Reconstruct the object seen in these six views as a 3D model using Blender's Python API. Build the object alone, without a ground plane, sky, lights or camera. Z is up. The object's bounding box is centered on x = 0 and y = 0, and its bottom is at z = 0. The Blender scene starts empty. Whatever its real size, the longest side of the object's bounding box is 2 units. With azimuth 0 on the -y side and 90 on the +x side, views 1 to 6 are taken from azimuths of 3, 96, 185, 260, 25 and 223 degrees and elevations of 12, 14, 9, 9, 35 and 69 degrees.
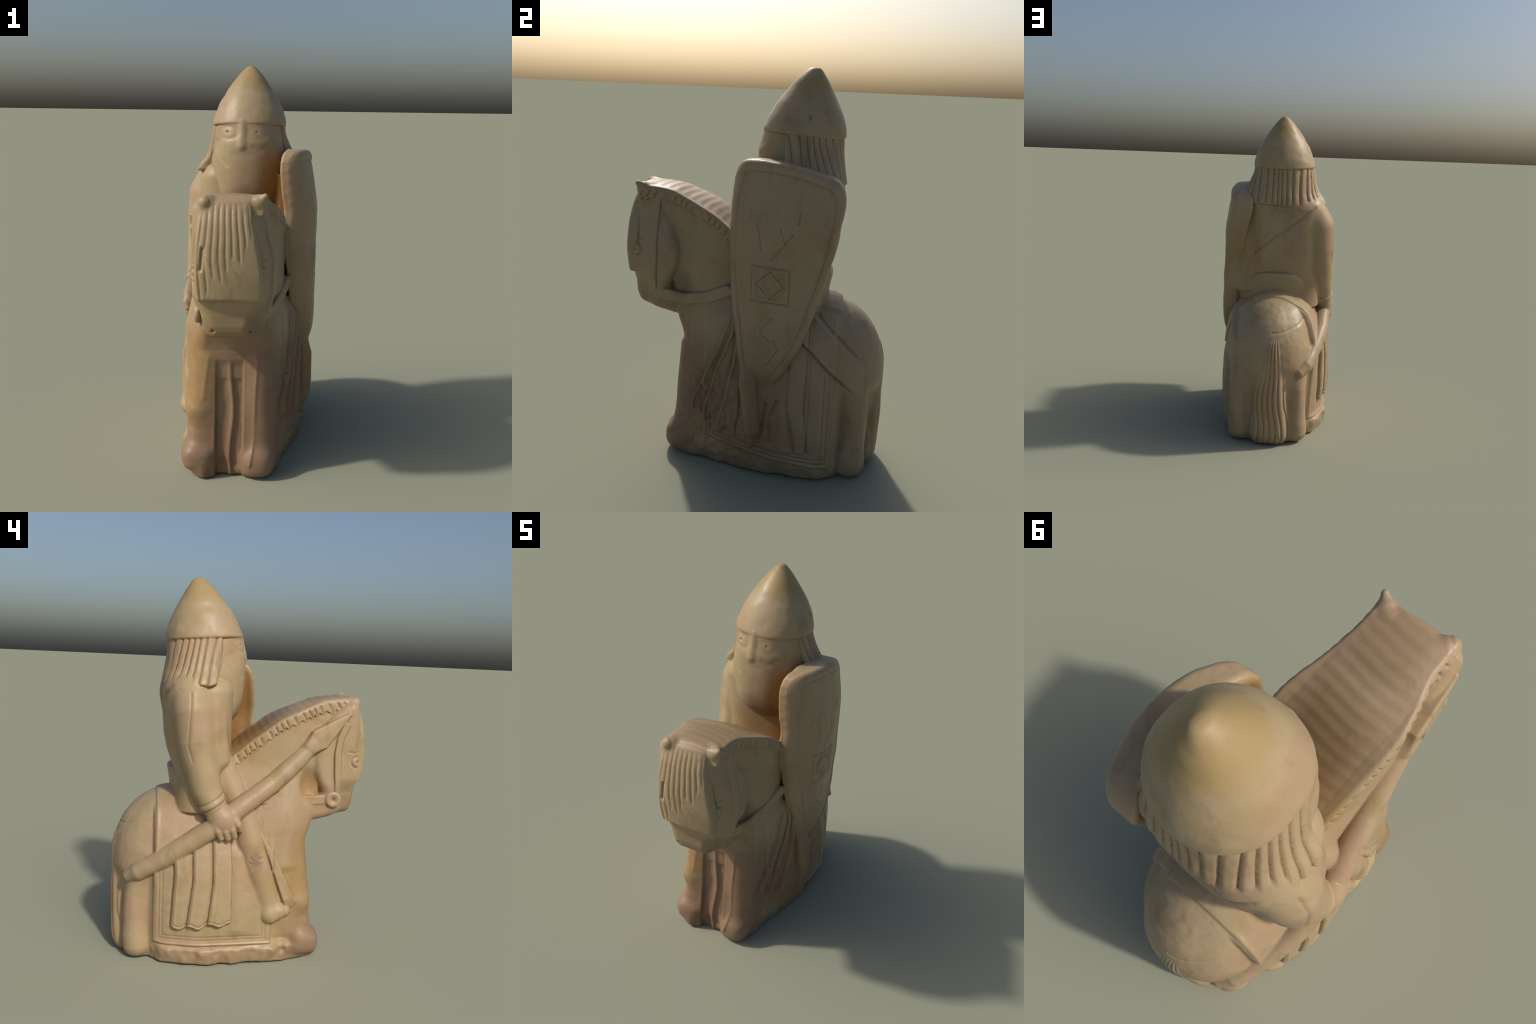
# Carved ivory chess piece: an armoured rider with kite shield and spear on a small stocky horse.
# The carving is described as a set of named signed-distance parts (lofts, tubes, prisms, relief),
# meshed as one seamless surface, then separated by part into named objects.
import bpy, math
import numpy as np

H = 0.0118           # coarse cell of the mesher
LEVELS = 2           # refinements of the surface (each halves the cell)

# ------------------------------------------------------------------ helpers
def sstep(a, b, x):
    t = np.clip((x - a) / (b - a), 0.0, 1.0)
    return t * t * (3 - 2 * t)

def smin(a, b, k):
    h = np.maximum(k - np.abs(a - b), 0.0) / k
    return np.minimum(a, b) - h * h * k * 0.25

def smax(a, b, k):
    return -smin(-a, -b, k)

def curve(keys, col):
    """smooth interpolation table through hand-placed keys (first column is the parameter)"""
    k = np.array(keys, float)
    k = k[np.argsort(k[:, 0])]
    x, y = k[:, 0], k[:, col]
    dx = np.diff(x); s = np.diff(y) / dx
    m = np.zeros_like(y)
    m[0], m[-1] = s[0], s[-1]
    for i in range(1, len(x) - 1):
        m[i] = 0.0 if s[i - 1] * s[i] <= 0 else 2 * s[i - 1] * s[i] / (s[i - 1] + s[i])
    xs, ys = [], []
    for i in range(len(dx)):
        t = np.linspace(0, 1, 13)[:-1]
        h00 = 2*t**3-3*t**2+1; h10 = t**3-2*t**2+t; h01 = -2*t**3+3*t**2; h11 = t**3-t**2
        xs.append(x[i] + t * dx[i])
        ys.append(h00*y[i] + h10*dx[i]*m[i] + h01*y[i+1] + h11*dx[i]*m[i+1])
    xs = np.append(np.concatenate(xs), x[-1]); ys = np.append(np.concatenate(ys), y[-1])
    return lambda v: np.interp(v, xs, ys)

def hash3(ix, iy, iz):
    n = (ix * 374761393 + iy * 668265263 + iz * 2147483647 + 12345) & 0x7fffffff
    n = ((n ^ (n >> 13)) * 1274126177) & 0x7fffffff
    n = n ^ (n >> 16)
    return (n & 0xffff) / 32767.5 - 1.0

def noise(X, Y, Z, f, seed=0):
    x, y, z = X * f + seed * 17.3, Y * f + seed * 5.1, Z * f - seed * 9.7
    ix, iy, iz = np.floor(x).astype(np.int64), np.floor(y).astype(np.int64), np.floor(z).astype(np.int64)
    fx, fy, fz = x - ix, y - iy, z - iz
    u, v, w = fx*fx*(3-2*fx), fy*fy*(3-2*fy), fz*fz*(3-2*fz)
    r = 0
    for dx in (0, 1):
        for dy in (0, 1):
            for dz in (0, 1):
                r = r + hash3(ix+dx, iy+dy, iz+dz) * (u if dx else 1-u) * (v if dy else 1-v) * (w if dz else 1-w)
    return r

class Stack:
    """loft of superellipse sections along z; keys rows: z, x_left, x_right, y_front, y_back"""
    def __init__(self, keys, n=2.4, nf=None):
        self.k = keys; self.n = n; self.nf = nf or n
        self.c = [curve(keys, i) for i in range(1, 5)]
        self.z0 = min(k[0] for k in keys); self.z1 = max(k[0] for k in keys)
    def __call__(self, X, Y, Z, split=None):
        xl, xr, yf, yb = [c(Z) for c in self.c]
        cx, ax = (xl + xr) / 2, np.maximum((xr - xl) / 2, 1e-3)
        if split is None:
            cy, ay = (yf + yb) / 2, np.maximum((yb - yf) / 2, 1e-3)
            dy = np.abs(Y - cy) / ay
        else:
            cy = split
            dy = np.where(Y > cy, (Y - cy) / np.maximum(yb - cy, 1e-3), (cy - Y) / np.maximum(cy - yf, 1e-3))
            ay = (yb - yf) / 2
        dx = np.abs(X - cx) / ax
        n = self.n if self.nf == self.n else np.where(Y > cy, self.n, self.nf)
        rho = (dx ** n + dy ** n + 1e-9) ** (1.0 / n)
        d = (rho - 1) * np.minimum(ax, ay)
        return smax(d, np.maximum(self.z0 - Z, Z - self.z1), 0.012)

def tube(X, Y, Z, path):
    """chain of round cones; path rows: x, y, z, radius"""
    d = np.full(X.shape, 9.0)
    for (ax, ay, az, ra), (bx, by, bz, rb) in zip(path[:-1], path[1:]):
        vx, vy, vz = bx - ax, by - ay, bz - az
        L = vx*vx + vy*vy + vz*vz
        t = np.clip(((X-ax)*vx + (Y-ay)*vy + (Z-az)*vz) / L, 0, 1)
        e = np.sqrt((X-ax-t*vx)**2 + (Y-ay-t*vy)**2 + (Z-az-t*vz)**2) - (ra + (rb-ra)*t)
        d = np.minimum(d, e)
    return d

def ellipsoid(X, Y, Z, c, r, n=2.0):
    q = (np.abs((X-c[0])/r[0])**n + np.abs((Y-c[1])/r[1])**n + np.abs((Z-c[2])/r[2])**n + 1e-9) ** (1.0/n)
    return (q - 1) * min(r)

def poly(U, V, pts):
    """exact signed distance to a closed 2-D outline"""
    pts = np.array(pts, float)
    d = np.full(U.shape, 1e9); s = np.ones(U.shape)
    n = len(pts); j = n - 1
    for i in range(n):
        ex, ey = pts[j] - pts[i]
        wx, wy = U - pts[i, 0], V - pts[i, 1]
        t = np.clip((wx*ex + wy*ey) / (ex*ex + ey*ey), 0, 1)
        bx, by = wx - ex*t, wy - ey*t
        d = np.minimum(d, bx*bx + by*by)
        c1 = V >= pts[i, 1]; c2 = V < pts[j, 1]; c3 = ex*wy > ey*wx
        s = np.where((c1 & c2 & c3) | (~c1 & ~c2 & ~c3), -s, s)
        j = i
    return s * np.sqrt(d)

def rounded(pts, times=1, keep=0.22):
    """corner-cut a closed outline so that its corners are worn round"""
    p = np.array(pts, float)
    for _ in range(times):
        q = np.roll(p, -1, 0)
        p = np.stack([p * (1 - keep) + q * keep, p * keep + q * (1 - keep)], 1).reshape(-1, 2)
    return p

def line(U, V, pts):
    """distance to an open polyline in a plane"""
    d = np.full(U.shape, 9.0)
    for (ax, ay), (bx, by) in zip(pts[:-1], pts[1:]):
        vx, vy = bx-ax, by-ay
        t = np.clip(((U-ax)*vx + (V-ay)*vy) / (vx*vx+vy*vy), 0, 1)
        d = np.minimum(d, np.hypot(U-ax-t*vx, V-ay-t*vy))
    return d

def groove(dist, w, depth):
    return depth * np.exp(-(dist / w) ** 2)

def slab(dp, dx, r):
    """rounded prism from outline distance and thickness distance"""
    a, b = dp + r, dx + r
    return np.minimum(np.maximum(a, b), 0) + np.hypot(np.maximum(a, 0), np.maximum(b, 0)) - r

# ------------------------------------------------------------------ rider
HELMET = Stack([  # z, x_left, x_right, y_front, y_back
    (1.660, -0.210, 0.186, -0.008, 0.405), (1.700, -0.206, 0.183, -0.002, 0.404), (1.770, -0.184, 0.167, 0.026, 0.388),
    (1.830, -0.158, 0.140, 0.060, 0.364), (1.885, -0.120, 0.104, 0.102, 0.336), (1.930, -0.088, 0.072, 0.138, 0.310),
    (1.970, -0.056, 0.040, 0.176, 0.284), (1.990, -0.034, 0.020, 0.200, 0.270), (2.006, -0.012, 0.000, 0.222, 0.252)], 2.15)

def rim_z(Y):
    return 1.704 - 0.078 * Y

def helmet(X, Y, Z):
    d = HELMET(X, Y, Z)
    d = d - 0.003 * noise(X, Y, Z, 9, 1) - 0.0012 * noise(X, Y, Z, 28, 2)
    # small chips and a nick in the left side
    d = d + groove(np.hypot((Y - 0.235) / 0.5, (Z - 1.775)) + np.maximum(0.1 - X, 0), 0.018, 0.010)
    d = d + groove(np.sqrt((X + 0.150)**2 + (Y - 0.2)**2 * .4 + (Z - 1.850)**2), 0.026, 0.007)
    d = smax(d, Z - 2.001 + 0.08 * np.abs(X + 0.004), 0.008)
    return smax(d, rim_z(Y) - Z, 0.014)

HAIR = Stack([
    (1.400, -0.290, 0.285, -0.02, 0.424), (1.455, -0.286, 0.280, -0.01, 0.423), (1.485, -0.274, 0.272, 0.0, 0.419),
    (1.537, -0.238, 0.240, 0.01, 0.409), (1.600, -0.218, 0.203, 0.012, 0.400), (1.670, -0.203, 0.180, 0.006, 0.396),
    (1.740, -0.190, 0.178, 0.03, 0.380)], 2.2)

def hair(X, Y, Z):
    d = HAIR(X, Y, Z)
    cx, cy = -0.008, 0.205
    phi = np.arctan2(X - cx, Y - cy)                      # 0 at the back of the head
    fall = (1.69 - Z) / 0.24
    u = phi * (1 + 0.16 * fall) * 5.0 + 0.35 * np.sin(phi * 5) * (1 - 0.4 * fall) + 0.3
    w = u - np.floor(u)
    side = np.where(phi > 0, w, 1 - w)
    prof = groove(np.minimum(w, 1 - w), 0.17, 0.0062) + 0.006 * (side - 0.5)
    d = d + prof * sstep(0.02, 0.12, fall + 0.10) + 0.0010 * noise(X, Y, Z * 0.3, 60, 3)
    bottom = 1.452 + 0.006 * np.sin(phi * 4) + 0.02 * sstep(0.2, 0.14, Y) - 0.03 * groove(np.minimum(w, 1 - w), 0.1, 0.12)
    d = smax(d, bottom - Z, 0.010)
    front = 0.126 - 0.028 * sstep(1.62, 1.52, Z) * 0 + 0.028 * sstep(1.60, 1.47, Z)
    return smax(d, front - Y, 0.010)

FACE = Stack([
    (1.165, -0.090, 0.090, 0.11, 0.30), (1.220, -0.140, 0.145, 0.070, 0.33), (1.260, -0.158, 0.165, 0.042, 0.34),
    (1.320, -0.178, 0.182, 0.006, 0.36), (1.390, -0.192, 0.195, -0.010, 0.37), (1.500, -0.208, 0.198, -0.017, 0.37),
    (1.590, -0.196, 0.178, -0.018, 0.37), (1.670, -0.188, 0.166, -0.002, 0.37), (1.730, -0.180, 0.160, 0.010, 0.37)], 2.2)

def face(X, Y, Z):
    d = FACE(X, Y, Z)
    nose = tube(X, Y, Z, [(-0.034, 0.022, 1.715, 0.015), (-0.035, 0.010, 1.650, 0.018), (-0.036, 0.000, 1.596, 0.021)])
    d = smin(d, nose, 0.018)
    for ex, dep in ((-0.108, 1.0), (0.044, 0.35)):
        r = np.hypot((X - ex) / 0.050, (Z - 1.660) / 0.030) + 8 * np.maximum(Y - 0.12, 0)
        d = d + dep * groove(r - 1.0, 0.30, 0.002) - dep * 0.0012 * sstep(0.95, 0.2, r)
        d = d + dep * groove(np.hypot(X - ex + 0.004, Z - 1.664), 0.006, 0.008) * (Y < 0.15)
    d = d + groove(line(X, Z, [(-0.075, 1.548), (-0.034, 1.555), (0.01, 1.548)]), 0.014, 0.0012) * (Y < 0.12)
    # moustache ends and beard edges on both cheeks
    d = d + groove(line(X, Z, [(-0.165, 1.62), (-0.150, 1.54), (-0.115, 1.50)]), 0.012, 0.003) * (Y < 0.2)
    d = d + groove(line(X, Z, [(0.105, 1.60), (0.06, 1.575), (0.03, 1.59)]), 0.014, 0.002) * (Y < 0.2)
    return d - 0.0015 * noise(X, Y, Z, 14, 4)

TORSO = Stack([
    (0.800, -0.262, 0.240, 0.02, 0.360), (0.920, -0.270, 0.225, 0.06, 0.345), (1.030, -0.248, 0.220, 0.050, 0.362),
    (1.116, -0.245, 0.215, 0.050, 0.390), (1.200, -0.250, 0.215, 0.050, 0.402), (1.300, -0.255, 0.215, 0.052, 0.411),
    (1.420, -0.262, 0.220, 0.05, 0.416), (1.470, -0.240, 0.21, 0.06, 0.405), (1.520, -0.17, 0.16, 0.10, 0.36)], 3.2)

def rider_torso(X, Y, Z):
    d = TORSO(X, Y, Z)
    cloak = line(X, Z, [(-0.22, 1.440), (-0.08, 1.330), (0.02, 1.255), (0.14, 1.150)])
    back = (Y > 0.25)
    d = d + back * (groove(cloak, 0.010, 0.006) - groove(cloak - 0.03, 0.025, 0.004))
    d = d + back * groove(line(X, Z, [(-0.10, 1.30), (0.05, 1.16), (0.10, 1.08)]), 0.012, 0.003)
    return d - 0.002 * noise(X, Y, Z, 9, 5)

def right_arm(X, Y, Z):
    d = tube(X, Y, Z, [(-0.180, 0.275, 1.420, 0.105), (-0.236, 0.265, 1.320, 0.106), (-0.252, 0.250, 1.180, 0.098),
                       (-0.258, 0.230, 1.060, 0.088), (-0.268, 0.195, 0.930, 0.078), (-0.278, 0.165, 0.860, 0.070)])
    d = smin(d, tube(X, Y, Z, [(-0.195, 0.160, 1.40, 0.055), (-0.215, 0.150, 1.25, 0.058), (-0.215, 0.13, 1.08, 0.055)]), 0.05)
    seam = line(Y, Z, [(0.285, 1.42), (0.290, 1.29), (0.298, 1.16), (0.272, 1.08)])
    left = X < -0.2
    d = d + left * (groove(seam, 0.006, 0.003) - groove(line(Y, Z, [(0.27, 1.42), (0.272, 1.28), (0.276, 1.15)]), 0.02, 0.003))
    cuff = (Z - 0.866) - (0.165 - Y) * 0.60
    d = d + left * (groove(cuff + 0.020, 0.005, 0.005) + groove(cuff - 0.022, 0.005, 0.004)) - left * groove(cuff, 0.018, 0.005)
    return d - 0.003 * noise(X, Y, Z, 11, 6)

def left_arm(X, Y, Z):
    d = tube(X, Y, Z, [(0.17, 0.27, 1.40, 0.11), (0.195, 0.29, 1.25, 0.09), (0.205, 0.295, 1.08, 0.08), (0.205, 0.275, 0.98, 0.070), (0.20, 0.25, 0.86, 0.060)])
    hold = slab(np.maximum(np.maximum(0.025 + 0.10 * sstep(0.16, 0.08, X) - Y, Y - 0.33), np.maximum(0.90 - Z, Z - 1.47 + 0.5 * np.maximum(X - 0.12, 0))), np.abs(X - 0.19) - 0.10, 0.05)   # forearm and sleeve behind the shield
    return smin(d, hold, 0.04)

def hand(X, Y, Z):
    d = tube(X, Y, Z, [(-0.280, 0.158, 0.850, 0.060), (-0.292, 0.110, 0.785, 0.060)])
    d = smin(d, ellipsoid(X, Y, Z, (-0.306, 0.100, 0.770), (0.045, 0.082, 0.070)), 0.03)
    for (y0, z0, y1, z1) in ((0.150, 0.765, 0.118, 0.692), (0.110, 0.765, 0.082, 0.690), (0.072, 0.772, 0.050, 0.700), (0.044, 0.785, 0.020, 0.735)):
        d = smin(d, tube(X, Y, Z, [(-0.324, y0, z0, 0.020), (-0.332, (y0+y1)/2, (z0+z1)/2, 0.020), (-0.322, y1, z1, 0.017)]), 0.006)
    return d

SPEAR = [(-0.172, 0.572, 0.452, 0.036), (-0.206, 0.525, 0.484, 0.048), (-0.250, 0.394, 0.568, 0.053), (-0.282, 0.270, 0.655, 0.052), (-0.292, 0.130, 0.755, 0.052),
         (-0.272, 0.010, 0.845, 0.052), (-0.236, -0.157, 0.960, 0.048), (-0.212, -0.283, 1.074, 0.046), (-0.195, -0.365, 1.160, 0.044)]
BLADE = [(-0.32, 1.160), (-0.360, 1.236), (-0.560, 1.340), (-0.572, 1.330), (-0.440, 1.150), (-0.372, 1.125)]

def spear(X, Y, Z):
    d = tube(X, Y, Z, SPEAR)
    xm = -0.188 - 0.10 * (Y + 0.46)
    ridge = 0.020 - 0.10 * line(Y, Z, [(-0.36, 1.17), (-0.56, 1.33)])
    dx = np.abs(X - xm + 0.008) - 0.016 - np.maximum(ridge, -0.004)
    d = smin(d, slab(poly(Y, Z, BLADE), dx, 0.010), 0.020)
    return d - 0.0015 * noise(X, Y, Z, 18, 7)

def right_leg(X, Y, Z):
    d = tube(X, Y, Z, [(-0.222, -0.005, 0.800, 0.072), (-0.246, -0.045, 0.650, 0.080), (-0.258, -0.085, 0.520, 0.078),
                       (-0.260, -0.130, 0.380, 0.070), (-0.263, -0.155, 0.285, 0.062)])
    d = smin(d, tube(X, Y, Z, [(-0.160, 0.200, 1.220, 0.060), (-0.162, 0.140, 1.100, 0.068), (-0.174, 0.080, 0.970, 0.072), (-0.195, 0.015, 0.84, 0.072)]), 0.04)
    foot = tube(X, Y, Z, [(-0.280, -0.158, 0.268, 0.060), (-0.280, -0.200, 0.280, 0.050), (-0.276, -0.236, 0.280, 0.036)])
    d = smin(d, foot, 0.02)
    scar = np.hypot((Y + 0.070 + 0.35 * (Z - .58)) / 0.042, (Z - 0.580) / 0.070)
    rough = sstep(1.15, 0.6, scar) * (X < -0.25)
    return d + rough * (0.003 + 0.003 * noise(X, Y, Z, 70, 8))

def left_leg(X, Y, Z):
    d = tube(X, Y, Z, [(0.284, -0.002, 0.600, 0.036), (0.298, 0.012, 0.500, 0.048), (0.302, 0.030, 0.340, 0.046), (0.302, 0.040, 0.260, 0.038)])
    d = smin(d, tube(X, Y, Z, [(0.29, 0.04, 0.26, 0.035), (0.298, 0.030, 0.165, 0.016)]), 0.03)
    return d

# ------------------------------------------------------------------ shield
SHIELD = [(-0.060, 1.575), (0.060, 1.585), (0.240, 1.558), (0.390, 1.505), (0.428, 1.430), (0.410, 1.280), (0.386, 1.150), (0.344, 1.000),
          (0.314, 0.885), (0.262, 0.719), (0.146, 0.511), (0.074, 0.348), (0.030, 0.190), (0.004, 0.200), (-0.030, 0.480), (-0.048, 0.620), (-0.090, 0.880),
          (-0.108, 1.050), (-0.115, 1.200), (-0.110, 1.400), (-0.095, 1.520)]
SHIELD = rounded(SHIELD, 2)
SHIELD_X = curve([(-0.2, 0.165), (-0.11, 0.240), (-0.05, 0.292), (0.06, 0.344), (0.13, 0.356), (0.20, 0.358), (0.30, 0.344), (0.38, 0.318), (0.43, 0.288), (0.48, 0.25)], 1)

def shield_outer(Y, Z):
    return SHIELD_X(Y) - 0.044 * sstep(1.25, 1.60, Z) - 0.060 * sstep(0.66, 0.40, Z) + 0.006 * sstep(0.5, 0.9, Z) + 0.012 * sstep(1.15, 0.9, Z) * sstep(0.12, 0.0, Y)

def emblem_relief(Y, Z):
    a, b = (Y - 0.102), (Z - 1.015) + 0.05 * (Y - 0.102)
    q = np.maximum(np.abs(a) / 0.088, np.abs(b) / 0.083)
    frame = groove(np.abs(q - 1.0) * 0.085, 0.006, 0.007)
    inner = groove(np.abs(q - 0.80) * 0.085, 0.005, 0.005)
    lozenge = np.abs(np.abs(a) / 0.066 + np.abs(b) / 0.066 - 1.0) * 0.045
    bars = groove(lozenge, 0.006, 0.007) * (q < 0.8)
    pits = 0.006 * sstep(0.10, 0.35, np.abs(a) / 0.066 + np.abs(b) / 0.066 - 1.0) * (q < 0.76)
    slash = groove(line(a, b, [(-0.055, 0.02), (-0.02, 0.05)]), 0.006, 0.006) + groove(line(a, b, [(-0.02, -0.035), (0.05, 0.045)]), 0.006, 0.003)
    return frame + inner + bars + pits + slash

CRACKS = [[(0.140, 1.285), (0.150, 1.250), (0.162, 1.215), (0.128, 1.170), (0.100, 1.135)], [(0.162, 1.215), (0.198, 1.262)],
          [(0.030, 1.300), (0.042, 1.250), (0.054, 1.180)], [(0.225, 1.360), (0.222, 1.310)], [(0.12, 0.86), (0.06, 0.79)], [(0.07, 0.78), (0.11, 0.74)],
          [(0.10, 0.62), (0.15, 0.70), (0.13, 0.75)]]

def shield(X, Y, Z):
    dp = poly(Y, Z, SHIELD) + 0.003 * noise(X * 0, Y, Z, 14, 9)
    xo = shield_outer(Y, Z)
    th = 0.105 - 0.025 * sstep(0.0, -0.1, Y) + 0.024 * sstep(1.1, 1.3, Z) * sstep(-0.02, 0.06, Y)
    dx = np.abs(X - (xo - th / 2)) - th / 2
    d = slab(dp, dx, 0.030)
    outer = sstep(0.05, 0.02, xo - X)
    inset = -dp - 0.034 - 0.010 * sstep(1.3, 1.5, Z)
    d = d + outer * (0.0055 * sstep(-0.010, 0.010, inset) * sstep(0.25, 0.45, Z) + groove(inset - 0.004, 0.006, 0.003))
    d = d + 0.75 * outer * emblem_relief(Y, Z)
    for c in CRACKS:
        d = d + outer * groove(line(Y, Z, c), 0.004, 0.0035)
    return d - 0.0022 * noise(X, Y, Z, 11, 10) - 0.0008 * noise(X, Y, Z, 45, 11)

# ------------------------------------------------------------------ horse
CREST = curve([(-0.62, 1.392), (-0.55, 1.402), (-0.49, 1.398), (-0.42, 1.388), (-0.34, 1.358), (-0.28, 1.332), (-0.196, 1.290), (-0.108, 1.222), (-0.034, 1.165), (0.03, 1.110), (0.12, 1.05)], 1)
NECK_L = curve([(-0.60, -0.170), (-0.49, -0.172), (-0.38, -0.196), (-0.26, -0.216), (-0.10, -0.198), (0.1, -0.165)], 1)
NECK_R = curve([(-0.60, 0.105), (-0.49, 0.105), (-0.40, 0.116), (-0.32, 0.138), (-0.25, 0.164), (-0.15, 0.186), (0.1, 0.19)], 1)
NECK = [(-0.57, 1.45), (-0.52, 1.20), (-0.43, 1.00), (-0.412, 0.84), (-0.385, 0.73), (-0.350, 0.64), (-0.345, 0.50), (0.10, 0.50), (0.14, 1.2), (0.10, 1.45)]

def neck_sides(X, Y, Z):
    low = sstep(1.10, 0.66, Z)
    xl = NECK_L(Y) - 0.080 * low * sstep(-0.42, -0.2, Y)
    xr = NECK_R(Y) + 0.015 * low * sstep(-0.34, -0.2, Y)
    cx, hw = (xl + xr) / 2, (xr - xl) / 2
    return np.abs(X - cx) - hw, cx

def crest_height(X, Y, cx):
    return CREST(Y) + 0.014 * np.maximum(0, 1 - ((X - cx) / 0.15) ** 2)

def horse_neck(X, Y, Z):
    dx, cx = neck_sides(X, Y, Z)
    dp = smax(poly(Y, Z, NECK), (Z - crest_height(X, Y, cx)) * 0.85, 0.03)
    d = slab(dp, dx, 0.035)
    for s, c in ((-1, -0.215), (1, 0.175)):            # hollows behind the jaw, above the rein
        d = smax(d, -ellipsoid(X, Y, Z, (c, -0.365, 0.950), (0.045, 0.055, 0.080)), 0.03)
    core = slab(poly(Y, Z, [(-0.50, 0.80), (-0.28, 0.76), (-0.28, 1.10), (-0.50, 1.10)]), np.abs(X + 0.04) - 0.115, 0.03)
    return smin(d, core, 0.02) - 0.002 * noise(X, Y, Z, 10, 12)

def mane(X, Y, Z):
    dx, cx = neck_sides(X, Y, Z)
    cz = crest_height(X, Y, cx)
    top = (Z - cz - 0.004) * 0.85
    # arc length along the crest drives the tufts
    s = (Y * 0.80 - Z * 0.42)
    u = s / 0.036 + 0.25 * np.sin(s * 37)
    w = u - np.floor(u)
    tuft = groove(np.minimum(w, 1 - w), 0.16, 0.007)
    edge = np.maximum(0.064 - (cz - Z), 0)
    d = slab(smax(top, (-0.60 - Y), 0.02), dx - 0.008 + tuft * sstep(-0.02, 0.0, dx) * sstep(0.0, 0.022, cz - Z), 0.020)
    d = smax(d, (cz - Z) * 0.85 - 0.052 - 0.008 * np.cos(w * 2 * np.pi), 0.008)
    d = smax(d, Y - 0.06, 0.02)
    u2 = (s + 0.01 * np.sin(X * 14)) / 0.040
    ripple = 0.0010 * np.cos(2 * np.pi * u2) * sstep(-0.01, -0.05, dx)
    return d + ripple

HEAD = [(-0.560, 1.400), (-0.615, 1.390), (-0.640, 1.300), (-0.652, 1.150), (-0.648, 1.000), (-0.634, 0.945), (-0.628, 0.900), (-0.628, 0.835),
        (-0.606, 0.788), (-0.520, 0.776), (-0.440, 0.754), (-0.380, 0.742), (-0.350, 0.734), (-0.330, 0.860), (-0.425, 0.885),
        (-0.435, 0.911), (-0.405, 0.963), (-0.380, 1.030), (-0.372, 1.100), (-0.400, 1.180), (-0.430, 1.280)]

HEAD = rounded(HEAD)

def head_sides(Y, Z):
    f = sstep(-0.66, -0.44, Y)
    m = sstep(0.99, 0.90, Z) * sstep(-0.48, -0.56, Y)
    xl = -0.184 - 0.026 * sstep(-0.66, -0.58, Y) + 0.030 * m
    up = sstep(1.08, 1.34, Z) * (1 - f)
    xr = 0.094 + 0.066 * f - 0.022 * m - 0.045 * up
    xr = xr - 0.045 * sstep(1.12, 1.32, Z) * f
    xr = xr - 0.034 * sstep(1.02, 0.90, Z) * sstep(-0.54, -0.44, Y)
    low = sstep(0.95, 0.80, Z)
    return xl + 0.020 * low, xr - 0.026 * low

def horse_head(X, Y, Z):
    xl, xr = head_sides(Y, Z)
    dx = np.abs(X - (xl + xr) / 2) - (xr - xl) / 2
    d = slab(poly(Y, Z, HEAD), dx, 0.045)
    side = sstep(-0.035, -0.005, dx)
    for s in (-1, 1):
        m = side * (np.sign(X + 0.04) == s)
        ey, ez = (-0.616, 1.073) if s < 0 else (-0.612, 1.085)
        r = np.hypot((Y - ey) / 0.032, (Z - ez) / 0.030)
        d = d - m * (0.006 * sstep(1.1, 0.5, r) - groove(r - 1.0, 0.22, 0.005)) + m * groove(np.hypot(Y - ey + 0.004, Z - ez), 0.008, 0.010)
        d = d + m * groove(line(Y, Z, [(ey + 0.045, ez + 0.055), (ey + 0.01, ez + 0.05), (ey - 0.02, ez + 0.062)]), 0.005, 0.004)
    # slit between the forelock and the cheek
    d = d + side * (X > 0) * 0.030 * np.exp(-((Y + 0.615 + 0.06 * (Z - 1.2)) / 0.014) ** 2) * sstep(1.10, 1.14, Z) * sstep(1.30, 1.24, Z)
    # nostrils
    for nx, nz in ((0.048, 0.817), (-0.115, 0.825)):
        d = d + groove(np.sqrt((X - nx) ** 2 + (Z - nz) ** 2), 0.008, 0.012) * (Y < -0.55)
    return d - 0.0018 * noise(X, Y, Z, 13, 13)

FORE_L = curve([(0.90, -0.165), (0.985, -0.187), (1.05, -0.193), (1.20, -0.188), (1.35, -0.174), (1.44, -0.150)], 1)
FORE_R = curve([(0.90, 0.085), (0.985, 0.100), (1.05, 0.103), (1.216, 0.078), (1.317, 0.055), (1.44, 0.050)], 1)
FORE_Y = curve([(0.90, -0.655), (1.00, -0.668), (1.10, -0.676), (1.20, -0.672), (1.30, -0.655), (1.38, -0.620), (1.44, -0.585)], 1)

def forelock(X, Y, Z):
    xl, xr, yf = FORE_L(Z), FORE_R(Z), FORE_Y(Z)
    cx, hw = (xl + xr) / 2, (xr - xl) / 2
    yf = yf + 0.016 * ((X - cx) / hw) ** 2
    u = (X - cx) / hw * 4.6 + 0.15 * np.sin(Z * 23)
    w = u - np.floor(u)
    stop = 1.0 + 0.22 * (X + 0.15) / 0.2 + 0.03 * np.sin(u * 2.2)      # strands run longer on the right cheek
    strands = (groove(np.minimum(w, 1 - w), 0.20, 0.0038) - 0.0008) * sstep(stop - 0.015, stop + 0.02, Z) * sstep(1.40, 1.36, Z) * sstep(1.0, 0.85, np.abs(X - cx) / hw)
    d = slab(np.maximum(np.maximum(0.966 - Z + 0.006 * np.cos((X - cx) * 14), Z - 1.405), np.abs(X - cx) - hw), np.abs(Y - yf - 0.03) - 0.03 + strands, 0.016)
    d = d + groove(line(X, Z, [(-0.155, 1.20), (-0.163, 1.11)]), 0.008, 0.010) * (Y < -0.6)
    return d

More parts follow.
